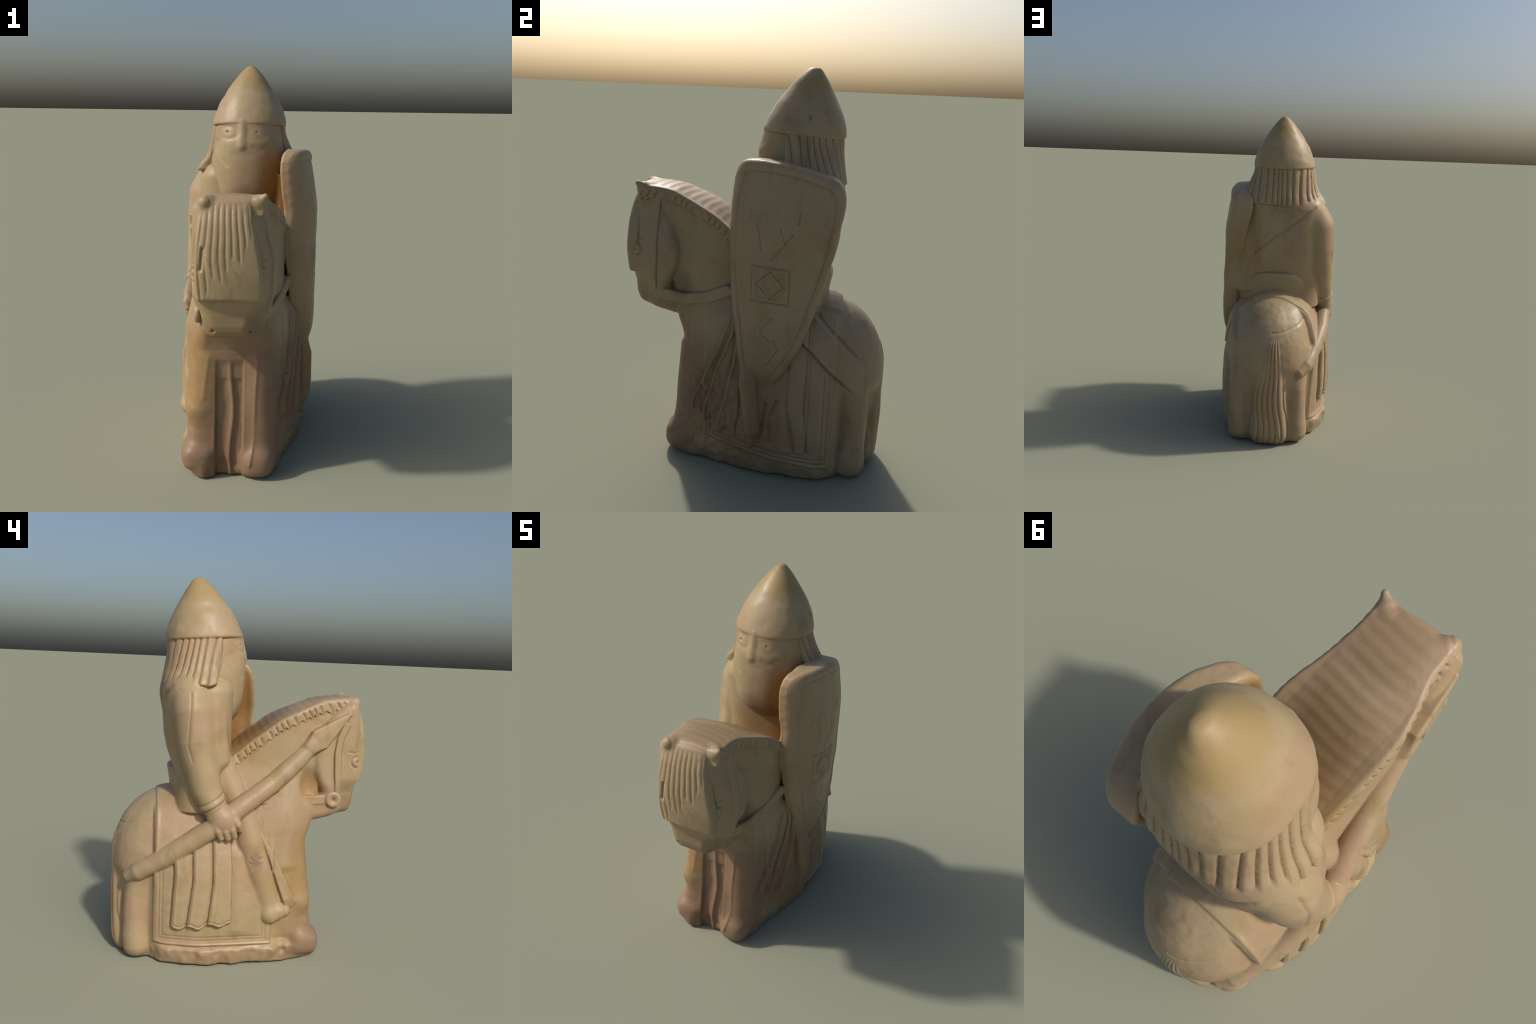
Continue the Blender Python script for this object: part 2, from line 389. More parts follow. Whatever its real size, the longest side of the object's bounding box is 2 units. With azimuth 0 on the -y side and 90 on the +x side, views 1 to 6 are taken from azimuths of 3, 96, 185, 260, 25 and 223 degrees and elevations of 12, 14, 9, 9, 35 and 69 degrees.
def right_ear(X, Y, Z):
    return tube(X, Y, Z, [(-0.105, -0.545, 1.366, 0.044), (-0.138, -0.582, 1.382, 0.038), (-0.150, -0.598, 1.388, 0.030)]) \
        + groove(np.sqrt((X + 0.185) ** 2 + (Y + 0.575) ** 2 + (Z - 1.36) ** 2), 0.02, 0.012)

def left_ear(X, Y, Z):
    return tube(X, Y, Z, [(0.040, -0.530, 1.365, 0.044), (0.080, -0.575, 1.392, 0.033), (0.106, -0.596, 1.418, 0.013)]) \
        + groove(np.sqrt((X - 0.115) ** 2 + (Y + 0.565) ** 2 + (Z - 1.36) ** 2), 0.022, 0.012)

def strap_on_head(X, Y, Z, pts, half, raise_by, right):
    """a flat strap lying on one side of the horse's head"""
    xl, xr = head_sides(Y, Z)
    out = (xl - X) if not right else (X - xr)
    return slab(line(Y, Z, pts) - half, np.abs(out + 0.01) - 0.01 - raise_by, 0.006)

def bridle(X, Y, Z):
    d = strap_on_head(X, Y, Z, [(-0.521, 0.900), (-0.510, 1.000), (-0.504, 1.120), (-0.515, 1.200), (-0.545, 1.270)], 0.017, 0.009, False)
    d = np.minimum(d, strap_on_head(X, Y, Z, [(-0.515, 0.900), (-0.508, 1.050), (-0.506, 1.180), (-0.498, 1.340)], 0.017, 0.009, True))
    for cx, cy, cz in ((-0.196, -0.497, 0.868), (0.090, -0.500, 0.860)):
        rr = np.hypot(Y - cy, Z - cz)
        ring = np.hypot(rr - 0.031, X - cx) - 0.014
        boss = np.maximum(rr - 0.03, np.abs(X - cx) - 0.010) + groove(rr, 0.010, 0.012)
        d = np.minimum(d, smin(ring, boss, 0.008))
    return d

REIN_L = curve([(-0.50, -0.192), (-0.42, -0.190), (-0.30, -0.205), (-0.15, -0.238), (-0.05, -0.26)], 1)
REIN_R = curve([(-0.50, 0.112), (-0.42, 0.130), (-0.30, 0.158), (-0.20, 0.188), (-0.12, 0.212), (-0.05, 0.23)], 1)

def rein(X, Y, Z):
    l = slab(line(Y, Z, [(-0.46, 0.866), (-0.30, 0.860), (-0.06, 0.882)]) - 0.026, np.abs(X - REIN_L(Y) - 0.012) - 0.020, 0.010)
    r = slab(line(Y, Z, [(-0.46, 0.866), (-0.34, 0.855), (-0.23, 0.880), (-0.12, 0.930)]) - 0.028, np.abs(X - REIN_R(Y) + 0.027) - 0.035, 0.010)
    return np.minimum(l, r)

# plan of the block: outer lines of both flanks along y, and how they draw in with height
PLAN_R = curve([(-0.45, 0.155), (-0.36, 0.168), (-0.22, 0.200), (-0.07, 0.256), (0.075, 0.300), (0.22, 0.320), (0.32, 0.320), (0.40, 0.298), (0.46, 0.262), (0.55, 0.215), (0.66, 0.12)], 1)
PLAN_L = curve([(-0.45, -0.205), (-0.36, -0.248), (-0.27, -0.276), (-0.15, -0.294), (0.05, -0.300), (0.19, -0.302), (0.34, -0.274), (0.44, -0.234), (0.55, -0.190), (0.66, -0.12)], 1)
FLANK_Z = curve([(-0.02, 0.95), (0.04, 0.97), (0.12, 0.985), (0.30, 1.01), (0.45, 0.99), (0.58, 0.92), (0.68, 0.84), (0.78, 0.72), (0.88, 0.56)], 1)
FRONT_Z = curve([(-0.02, -0.420), (0.10, -0.412), (0.30, -0.386), (0.50, -0.364), (0.60, -0.346), (0.75, -0.345), (0.88, -0.33)], 1)
BACK_Z = curve([(-0.02, 0.612), (0.10, 0.630), (0.30, 0.630), (0.52, 0.630), (0.62, 0.605), (0.70, 0.560), (0.78, 0.500), (0.88, 0.42)], 1)

# lines of the cloth relief on each flank, in (y, z)
FOLDS_R = [([(0.350, 0.58), (0.345, 0.50), (0.362, 0.20)], 0), ([(0.256, 0.70), (0.252, 0.46), (0.282, 0.21)], 1), ([(0.155, 0.70), (0.150, 0.45), (0.176, 0.22)], 2), ([(0.062, 0.70), (0.055, 0.50), (0.056, 0.22)], 3)]

def edge_y(pts, Z):
    p = np.array(pts)[::-1]
    return np.interp(Z, p[:, 1], p[:, 0])

def flank_relief_near(Y, Z):
    """rider's right flank: saddle cloth, tunic folds, breast strap"""
    n1 = noise(Y * 0, Y, Z, 12, 21)
    box = np.maximum(np.maximum(-0.165 - Y, Y - 0.452), 0.105 - Z)
    h = 0.016 * sstep(0.006, -0.006, box)
    for k, w in ((0.030, 0.003), (0.046, 0.003)):
        h = h - groove(box + k, 0.006, w) * sstep(0.02, -0.02, Z - 0.765 + 0.68 * (Y - 0.13))
    e = [edge_y(f[0], Z) for f in FOLDS_R]
    f = np.zeros_like(Y)
    for i in range(3):
        t = (e[i] - Y) / (e[i] - e[i + 1])
        f = np.where((t > 0) & (t <= 1), 0.003 + 0.017 * np.sqrt(np.clip(np.sin(np.pi * np.clip(0.14 + 0.80 * t, 0, 1)), 0, 1)) - 0.004 * t + 0.003 * i, f)
        f = f + groove(Y - e[i] + 0.014, 0.008, 0.004) - groove(Y - e[i] - 0.006, 0.008, 0.004)
    f = np.where(Y < e[3], 0.0, f)
    hem = 0.205 + 0.02 * sstep(0.3, 0.1, Y) + 0.010 * np.cos((Y - 0.06) * 60)
    below = sstep(0.02, -0.02, Z - 0.765 + 0.68 * (Y - 0.13))            # under the spear
    h = h + f * below * sstep(hem - 0.006, hem + 0.006, Z) * sstep(0.42, 0.36, Y)
    h = h + groove(Z - hem - 0.018, 0.005, -0.003) * ((Y > 0.06) & (Y < 0.35))
    # breast strap running down to the foreleg
    strap = poly(Y, Z, [(-0.050, 0.81), (-0.146, 0.633), (-0.302, 0.331), (-0.285, 0.300), (-0.239, 0.300), (-0.190, 0.43), (-0.12, 0.62)])
    h = h + 0.014 * np.exp(-((Y - 0.020) / 0.045) ** 2) * sstep(0.66, 0.58, Z) * sstep(0.14, 0.2, Z)
    h = h + 0.034 * sstep(0.125, 0.075, Z) * sstep(0.47, 0.40, Y)             # flared foot
    h = h + 0.019 * sstep(0.005, -0.007, strap) * sstep(0.27, 0.36, Z)
    return h + 0.0016 * n1

# fan of drapery edges in front of the shield (y at the top, y at the hem)
FAN = [([(-0.105, 0.80), (-0.177, 0.60), (-0.288, 0.35), (-0.292, 0.25)]), ([(-0.085, 0.74), (-0.150, 0.58), (-0.222, 0.33), (-0.230, 0.22)]),
       ([(-0.060, 0.70), (-0.092, 0.50), (-0.140, 0.30), (-0.160, 0.18)]), ([(-0.030, 0.66), (-0.035, 0.50), (-0.040, 0.30), (-0.060, 0.16)])]

def flank_relief_far(Y, Z):
    """rider's left flank: cloth border, folds, roughly carved drapery in front of the shield"""
    border = 0.105 - 0.12 * (Y - 0.1)
    box = np.maximum(np.maximum(-0.230 - Y, Y - 0.425), border - Z)
    h = 0.010 * sstep(0.006, -0.006, box)
    trim = sstep(0.62, 0.54, Z) * (1 - sstep(0.26, 0.34, Z) * sstep(0.1, 0.0, Y))
    for k, w in ((0.022, 0.004), (0.045, 0.004)):
        h = h - groove(box + k, 0.006, w) * trim
    f1 = groove(Y - edge_y([(0.199, 0.62), (0.205, 0.40), (0.249, 0.17)], Z), 0.012, 0.012)
    f2 = groove(Y - edge_y([(0.295, 0.66), (0.290, 0.40), (0.309, 0.14)], Z), 0.010, 0.010)
    up = sstep(0.150, 0.165, Z)
    h = h - (f1 + f2) * up + 0.012 * up * sstep(0.17, 0.2, Y) * sstep(0.31, 0.30, Y)
    e = [edge_y(p, Z) + 0.0025 * np.sin(Z * 31 + i) for i, p in enumerate(FAN)]
    f = np.zeros_like(Y)
    for i in range(3):
        t = (Y - e[i]) / (e[i + 1] - e[i])
        f = np.where((t > 0) & (t <= 1), 0.022 - 0.016 * t, f)
        f = f + groove(Y - e[i] - 0.010, 0.007, 0.004) - groove(Y - e[i] + 0.006, 0.009, 0.003)
    hem = 0.235 - 0.35 * (Y + 0.15) + 0.02 * np.cos(Y * 70)
    h = h + f * sstep(hem - 0.02, hem + 0.02, Z) * sstep(0.82, 0.74, Z)
    for pts, w, dep in (([(0.10, 0.40), (0.085, 0.28), (0.07, 0.18)], 0.012, 0.012), ([(0.155, 0.42), (0.120, 0.33), (0.125, 0.2)], 0.010, 0.010)):
        h = h - groove(line(Y, Z, pts), w, dep)
    rough = sstep(0.74, 0.55, Z) * sstep(0.22, 0.05, Y)
    h = h + rough * (0.004 * noise(Y * 0, Y, Z * 0.6, 26, 22) + 0.003 * noise(Y * 0, Y, Z * 0.7, 55, 23)) + 0.0015 * noise(Y * 0, Y, Z, 12, 24)
    return h

BREECHING = [(0.270, 0.800), (0.345, 0.735), (0.470, 0.610), (0.560, 0.520)]

def bulk(X, Y, Z):
    fz = FLANK_Z(Z)
    fr = fz + (1 - fz) * 0.6 * sstep(0.1, -0.1, Y)
    d = smax(smax((X - PLAN_R(Y) * fr) * 0.92, (PLAN_L(Y) * fz - X) * 0.92, 0.02), smax(Y - BACK_Z(Z), FRONT_Z(Z) - Y, 0.02), 0.09)
    d = smax(d, Z - 0.86, 0.08)
    rump = ellipsoid(X, Y, Z, (0.018, 0.335, 0.500), (0.262, 0.338, 0.396), 2.1)
    d = smin(d, rump, 0.05)
    # channel between the forelegs, with its low ridge
    gate = sstep(0.60, 0.55, Z) * sstep(-0.22, -0.30, Y)
    ch = sstep(-0.135, -0.120, X) * sstep(0.012, -0.004, X)
    d = d + gate * ch * (0.020 - groove(X + 0.053 + 0.008 * np.sin(Z * 14), 0.014, 0.014))
    # gap in front of each hindleg, beside the tail
    for gx in (-0.26, 0.28):
        d = d + groove(np.hypot((X - gx) / 1.6, Y - 0.468), 0.020, 0.024) * sstep(0.50, 0.40, Z) * sstep(0.03, 0.09, Z)
    d = d + np.where(X < 0, 0.014, 0.026) * sstep(0.452, 0.475, Y) * sstep(0.50, 0.40, Z) * sstep(0.05, 0.12, np.abs(X - 0.005))
    d = d + 0.014 * np.exp(-((Y + 0.215) / 0.035) ** 2 - ((Z - 0.125) / 0.085) ** 2) * (X < -0.1)
    near = sstep(-0.12, -0.20, X); far = sstep(0.12, 0.20, X)
    fade = sstep(0.86, 0.78, Z)
    d = d - near * fade * flank_relief_near(Y, Z) - far * fade * flank_relief_far(Y, Z)
    # housing edge over the rump, breeching strap, crupper crease
    edge = Y - 0.440 + 0.02 * (Z - 0.85)
    d = d - 0.006 * sstep(0.005, -0.005, edge) * sstep(0.45, 0.60, Z) * (X < 0.15)
    d = d - near * groove(edge + 0.008, 0.010, 0.004) * sstep(0.5, 0.6, Z)
    d = d + groove(Z - 0.700 - 0.36 * (0.63 - Y), 0.006, 0.0022) * (X < 0) * (Y > 0.45) * sstep(0.9, 0.8, Z)
    belt = line(Y, Z, BREECHING)
    d = d - far * 0.022 * sstep(0.60, 0.44, Y) * sstep(0.066, 0.054, belt) * (1 - 0.15 * noise(X, Y, Z, 14, 30))
    d = d + far * groove(np.abs(belt - 0.068), 0.007, 0.006) * sstep(0.60, 0.50, Y)
    # roughly broken foot of the piece
    foot = sstep(0.115, 0.06, Z)
    lumps = noise(X, Y, Z * 0.5, 15, 14) + 0.5 * noise(X, Y, Z * 0.6, 36, 15)
    d = d + foot * (0.002 + 0.011 * lumps)
    d = d - 0.0022 * noise(X, Y, Z, 10, 16) - 0.0008 * noise(X, Y, Z, 40, 17)
    return smax(d, -Z + 0.010 * np.maximum(0, noise(X, Y, Z * 0, 11, 18)), 0.015)

def saddle(X, Y, Z):
    q = (np.abs(X - 0.008) / 0.195) ** 3.5 + np.maximum((Z - 0.80) / 0.225, 0) ** 3.5
    dp = (q ** (1 / 3.5) - 1) * 0.19
    yc = 0.342 + 0.012 * (Z - .95) / .07 - 0.05 * (np.abs(X) / 0.19) ** 3
    return slab(dp, np.abs(Y - yc) - 0.032, 0.018)

def forelimb_near(X, Y, Z):
    d = tube(X, Y, Z, [(-0.168, -0.282, 0.580, 0.076), (-0.184, -0.300, 0.420, 0.076), (-0.200, -0.312, 0.330, 0.078), (-0.196, -0.318, 0.230, 0.072),
                       (-0.206, -0.328, 0.150, 0.078), (-0.214, -0.340, 0.100, 0.080)])
    d = smin(d, ellipsoid(X, Y, Z, (-0.208, -0.358, 0.085), (0.088, 0.086, 0.070), 3.0), 0.04)
    d = d - groove(np.hypot(Z - 0.315, (X + 0.28) * 0.6), 0.045, 0.010)
    d = d - groove(line(X, Z, [(-0.165, 0.60), (-0.180, 0.50), (-0.19, 0.40)]), 0.012, 0.004) * (Y < -0.33)
    return smax(d - 0.004 * noise(X, Y, Z, 14, 19), 0.022 - Z, 0.02)

def forelimb_far(X, Y, Z):
    d = tube(X, Y, Z, [(0.080, -0.295, 0.580, 0.080), (0.078, -0.310, 0.420, 0.078), (0.082, -0.318, 0.300, 0.076), (0.082, -0.322, 0.210, 0.076),
                       (0.088, -0.338, 0.120, 0.080)])
    d = smin(d, ellipsoid(X, Y, Z, (0.078, -0.362, 0.070), (0.086, 0.090, 0.080), 2.8), 0.04)
    d = d - groove(line(X, Z, [(0.072, 0.60), (0.062, 0.40), (0.060, 0.20), (0.04, 0.08)]), 0.010, 0.005) * (Y < -0.33)
    return smax(d - 0.004 * noise(X, Y, Z, 14, 20), -Z, 0.02)

def hindlimb_near(X, Y, Z):
    d = tube(X, Y, Z, [(-0.140, 0.465, 0.560, 0.095), (-0.148, 0.508, 0.430, 0.074), (-0.152, 0.538, 0.340, 0.064), (-0.155, 0.544, 0.220, 0.062),
                       (-0.156, 0.542, 0.120, 0.068), (-0.154, 0.532, 0.060, 0.076)])
    return smax(d - 0.002 * noise(X, Y, Z, 14, 25), -Z, 0.02)

def hindlimb_far(X, Y, Z):
    d = tube(X, Y, Z, [(0.165, 0.470, 0.560, 0.100), (0.178, 0.515, 0.430, 0.080), (0.184, 0.535, 0.320, 0.070), (0.188, 0.535, 0.200, 0.066),
                       (0.188, 0.525, 0.110, 0.076), (0.178, 0.520, 0.050, 0.086)])
    return smax(d - 0.002 * noise(X, Y, Z, 14, 26), -Z, 0.02)

TAIL = Stack([
    (0.00, -0.115, 0.110, 0.45, 0.640), (0.040, -0.128, 0.120, 0.45, 0.662), (0.130, -0.122, 0.112, 0.45, 0.673), (0.300, -0.104, 0.108, 0.45, 0.675), (0.450, -0.084, 0.088, 0.45, 0.671),
    (0.560, -0.075, 0.060, 0.45, 0.668), (0.640, -0.065, 0.035, 0.45, 0.650), (0.680, -0.055, 0.020, 0.45, 0.610)], 3.0)

def tail(X, Y, Z):
    d = TAIL(X, Y, Z)
    cx = (TAIL.c[0](Z) + TAIL.c[1](Z)) / 2; hw = (TAIL.c[1](Z) - TAIL.c[0](Z)) / 2
    u = (X - cx) / hw * 3.4 + 0.2 * np.sin(Z * 17)
    w = u - np.floor(u)
    d = d + (groove(np.minimum(w, 1 - w), 0.18, 0.006) - 0.002) * (Y > 0.58)
    d = d - 0.003 * noise(X, Y, Z * 0.4, 18, 27) + 0.006 * sstep(0.1, 0.03, Z) * noise(X, Y, Z, 26, 28)
    return smax(d, 0.004 - Z, 0.012)

# name, function, bounding box (x0 x1 y0 y1 z0 z1), blend with its neighbours
PARTS = [
    ("horse_torso", bulk, (-0.40, 0.40, -0.45, 0.74, -0.05, 0.96), 0.004),
    ("horse_neck", horse_neck, (-0.36, 0.32, -0.66, 0.20, 0.45, 1.48), 0.030),
    ("mane", mane, (-0.25, 0.25, -0.66, 0.12, 0.95, 1.48), 0.006),
    ("horse_head", horse_head, (-0.26, 0.20, -0.72, -0.30, 0.70, 1.46), 0.012),
    ("forelock", forelock, (-0.26, 0.18, -0.73, -0.52, 0.88, 1.46), 0.006),
    ("ear", right_ear, (-0.24, -0.02, -0.68, -0.44, 1.27, 1.48), 0.012),
    ("ear", left_ear, (-0.03, 0.18, -0.68, -0.44, 1.27, 1.48), 0.012),
    ("bridle", bridle, (-0.25, 0.18, -0.62, -0.40, 0.78, 1.42), 0.004),
    ("rein", rein, (-0.32, 0.30, -0.54, 0.02, 0.78, 1.00), 0.006),
    ("saddle", saddle, (-0.25, 0.26, 0.24, 0.45, 0.74, 1.08), 0.010),
    ("tail", tail, (-0.18, 0.18, 0.40, 0.73, -0.05, 0.75), 0.010),
    ("forelimb", forelimb_near, (-0.36, -0.05, -0.52, -0.15, -0.05, 0.72), 0.022),
    ("forelimb", forelimb_far, (-0.06, 0.22, -0.52, -0.15, -0.05, 0.72), 0.022),
    ("hindlimb", hindlimb_near, (-0.32, -0.02, 0.32, 0.68, -0.05, 0.72), 0.022),
    ("hindlimb", hindlimb_far, (0.02, 0.32, 0.32, 0.68, -0.05, 0.72), 0.022),
    ("rider_torso", rider_torso, (-0.34, 0.32, -0.05, 0.50, 0.75, 1.58), 0.010),
    ("arm", right_arm, (-0.42, -0.05, 0.02, 0.46, 0.74, 1.58), 0.014),
    ("arm", left_arm, (0.03, 0.34, -0.04, 0.46, 0.74, 1.56), 0.014),
    ("hand", hand, (-0.42, -0.20, -0.04, 0.28, 0.62, 0.94), 0.006),
    ("leg", right_leg, (-0.40, -0.06, -0.33, 0.30, 0.18, 1.32), 0.008),
    ("leg", left_leg, (0.18, 0.40, -0.12, 0.14, 0.10, 0.70), 0.008),
    ("head", face, (-0.28, 0.24, -0.08, 0.42, 1.10, 1.76), 0.006),
    ("hair", hair, (-0.34, 0.34, 0.05, 0.48, 1.38, 1.76), 0.004),
    ("helmet", helmet, (-0.26, 0.25, -0.06, 0.46, 1.62, 2.04), 0.004),
    ("spear", spear, (-0.40, -0.10, -0.64, 0.66, 0.36, 1.42), 0.006),
    ("shield", shield, (0.08, 0.42, -0.18, 0.50, 0.12, 1.64), 0.006),
]

def field(X, Y, Z, want_label=False):
    D = np.full(X.shape, 0.5)
    best = np.full(X.shape, 9.0); lab = np.zeros(X.shape, np.int16)
    for i, (_, fn, b, k) in enumerate(PARTS):
        m = np.nonzero((X > b[0]) & (X < b[1]) & (Y > b[2]) & (Y < b[3]) & (Z > b[4]) & (Z < b[5]))[0]
        if len(m) == 0:
            continue
        d = fn(X[m], Y[m], Z[m])
        D[m] = smin(D[m], d, k)
        if want_label:
            c = d < best[m]
            lab[m[c]] = i; best[m[c]] = d[c]
    return (D, lab) if want_label else D

# ------------------------------------------------------------------ mesher (dual surface on a grid, then refinement)
def surface():
    lo = np.array([-0.43, -0.76, -0.05]); hi = np.array([0.43, 0.76, 2.06])
    n = np.ceil((hi - lo) / H).astype(int) + 1
    xs, ys, zs = [lo[a] + H * np.arange(n[a]) for a in range(3)]
    G = np.empty(n, np.float32)
    for k0 in range(0, n[2], 24):
        z = zs[k0:k0 + 24]
        A, B, C = np.meshgrid(xs, ys, z, indexing="ij")
        G[:, :, k0:k0 + 24] = field(A.ravel(), B.ravel(), C.ravel()).reshape(A.shape)
    inside = G < 0
    # one vertex per cell that the surface crosses
    cn = n - 1
    acc = np.zeros(tuple(cn) + (3,), np.float32); cnt = np.zeros(tuple(cn), np.float32)
    quads = []
    crossing = []
    for a in range(3):
        s0 = [slice(None)] * 3; s1 = [slice(None)] * 3
        s0[a] = slice(0, -1); s1[a] = slice(1, None)
        g0, g1 = G[tuple(s0)], G[tuple(s1)]
        cr = np.argwhere((g0 < 0) != (g1 < 0))
        b, c = (a + 1) % 3, (a + 2) % 3
        ok = (cr[:, b] > 0) & (cr[:, c] > 0) & (cr[:, b] < cn[b]) & (cr[:, c] < cn[c])
        cr = cr[ok]
        v0, v1 = g0[tuple(cr.T)], g1[tuple(cr.T)]
        t = v0 / (v0 - v1)
        pos = cr.astype(np.float32); pos[:, a] += t
        cells = []
        for db, dc in ((0, 0), (-1, 0), (-1, -1), (0, -1)):
            q = cr.copy(); q[:, b] += db; q[:, c] += dc
            np.add.at(acc, tuple(q.T), pos); np.add.at(cnt, tuple(q.T), 1)
            cells.append(np.ravel_multi_index(q.T, cn))
        f = np.stack(cells, 1)
        flip = v0 > 0
        f[flip] = f[flip][:, ::-1]
        quads.append(f)
    F = np.concatenate(quads)
    used, inv = np.unique(F, return_inverse=True)
    F = inv.reshape(F.shape)
    V = (acc.reshape(-1, 3)[used] / cnt.reshape(-1)[used][:, None]) * H + lo
    return V.astype(float), F

TETRA = ((1, 1, 1), (1, -1, -1), (-1, 1, -1), (-1, -1, 1))

def project(V, steps, lim):
    e = 0.0009
    for _ in range(steps):
        X, Y, Z = V.T
        d = 0; g = 0
        for t in TETRA:
            q = field(X + e * t[0], Y + e * t[1], Z + e * t[2])
            d = d + q / 4
            g = g + q[:, None] * np.array(t) / (4 * e)
        g2 = np.maximum((g * g).sum(1), 0.15)
        V = V - np.clip(d / g2, -lim, lim)[:, None] * g
    return V

def relax(V, F, w):
    S = np.zeros_like(V); C = np.zeros(len(V))
    for i in range(4):
        a, b = F[:, i], F[:, (i + 1) % 4]
        for k in range(3):
            S[:, k] += np.bincount(a, V[b, k], len(V)) + np.bincount(b, V[a, k], len(V))
        C += np.bincount(a, minlength=len(V)) + np.bincount(b, minlength=len(V))
    return V * (1 - w) + w * S / C[:, None]

def subdivide(V, F):
    n = len(V)
    e = np.concatenate([np.stack([F[:, i], F[:, (i + 1) % 4]], 1) for i in range(4)])
    e.sort(axis=1)
    key = e[:, 0].astype(np.int64) * n + e[:, 1]
    u, inv = np.unique(key, return_inverse=True)
    mid = (V[u // n] + V[u % n]) / 2
    m = inv.reshape(4, -1) + n
    c = np.arange(len(F)) + n + len(u)
    V2 = np.concatenate([V, mid, V[F].mean(1)])
    F2 = np.concatenate([np.stack([F[:, i], m[i], c, m[(i + 3) % 4]], 1) for i in range(4)])
    return V2, F2

def normals(V, F):
    N = np.cross(V[F[:, 2]] - V[F[:, 0]], V[F[:, 3]] - V[F[:, 1]])
    R = np.zeros_like(V)
    for i in range(4):
        for k in range(3):
            R[:, k] += np.bincount(F[:, i], N[:, k], len(V))
    return R / np.maximum(np.linalg.norm(R, axis=1), 1e-12)[:, None]

V, F = surface()
V = project(V, 2, 0.006)
V = relax(V, F, 0.5)
V = project(V, 2, 0.006)
for _ in range(LEVELS):
    V, F = subdivide(V, F)
    V = project(V, 1, 0.004)
    V = project(relax(V, F, 0.35), 1, 0.004)

# set the lowest point on z = 0 and keep the plan centred (both are within a few millimetres by design)
V[:, 2] = np.where(V[:, 2] < 0.3, V[:, 2] - V[:, 2].min() * np.clip(1 - V[:, 2] / 0.3, 0, 1), V[:, 2])
V[:, 2] *= 2.0 / V[:, 2].max()

NRM = normals(V, F)
_, LAB = field(V[:, 0], V[:, 1], V[:, 2], True)

# finer names inside the horse's flank: cloth, folds, straps, broken foot, emblem
EXTRA = ["saddle_cloth", "tunic", "breast_strap", "breeching_strap", "base", "emblem"]
NAMES = [p[0] for p in PARTS] + EXTRA
X, Y, Z = V.T
b = LAB == 0
far, near = b & (X > 0.16), b & (X < -0.16)
i0 = len(PARTS)
LAB[b & (Z < 0.10)] = i0 + 4
LAB[near & (Z > 0.105) & (Z < 0.60) & (Y > -0.165) & (Y < 0.452)] = i0
LAB[far & (Z > 0.105) & (Z < 0.60) & (Y > -0.23) & (Y < 0.425)] = i0
LAB[near & (Z > 0.205) & (Z < 0.72) & (Y > 0.058) & (Y < 0.35)] = i0 + 1
LAB[far & (Z > 0.15) & (Z < 0.66) & (Y > 0.20) & (Y < 0.30)] = i0 + 1
sp = poly(Y, Z, [(-0.050, 0.81), (-0.146, 0.633), (-0.302, 0.331), (-0.285, 0.300), (-0.239, 0.300), (-0.190, 0.43), (-0.12, 0.62)])
LAB[near & (sp < 0)] = i0 + 2
LAB[far & (line(Y, Z, BREECHING) < 0.06) & (Y > 0.2)] = i0 + 3
LAB[(np.array(NAMES)[LAB] == "shield") & (np.maximum(np.abs(Y - 0.102), np.abs(Z - 1.015)) < 0.096) & (X > 0.30)] = i0 + 5

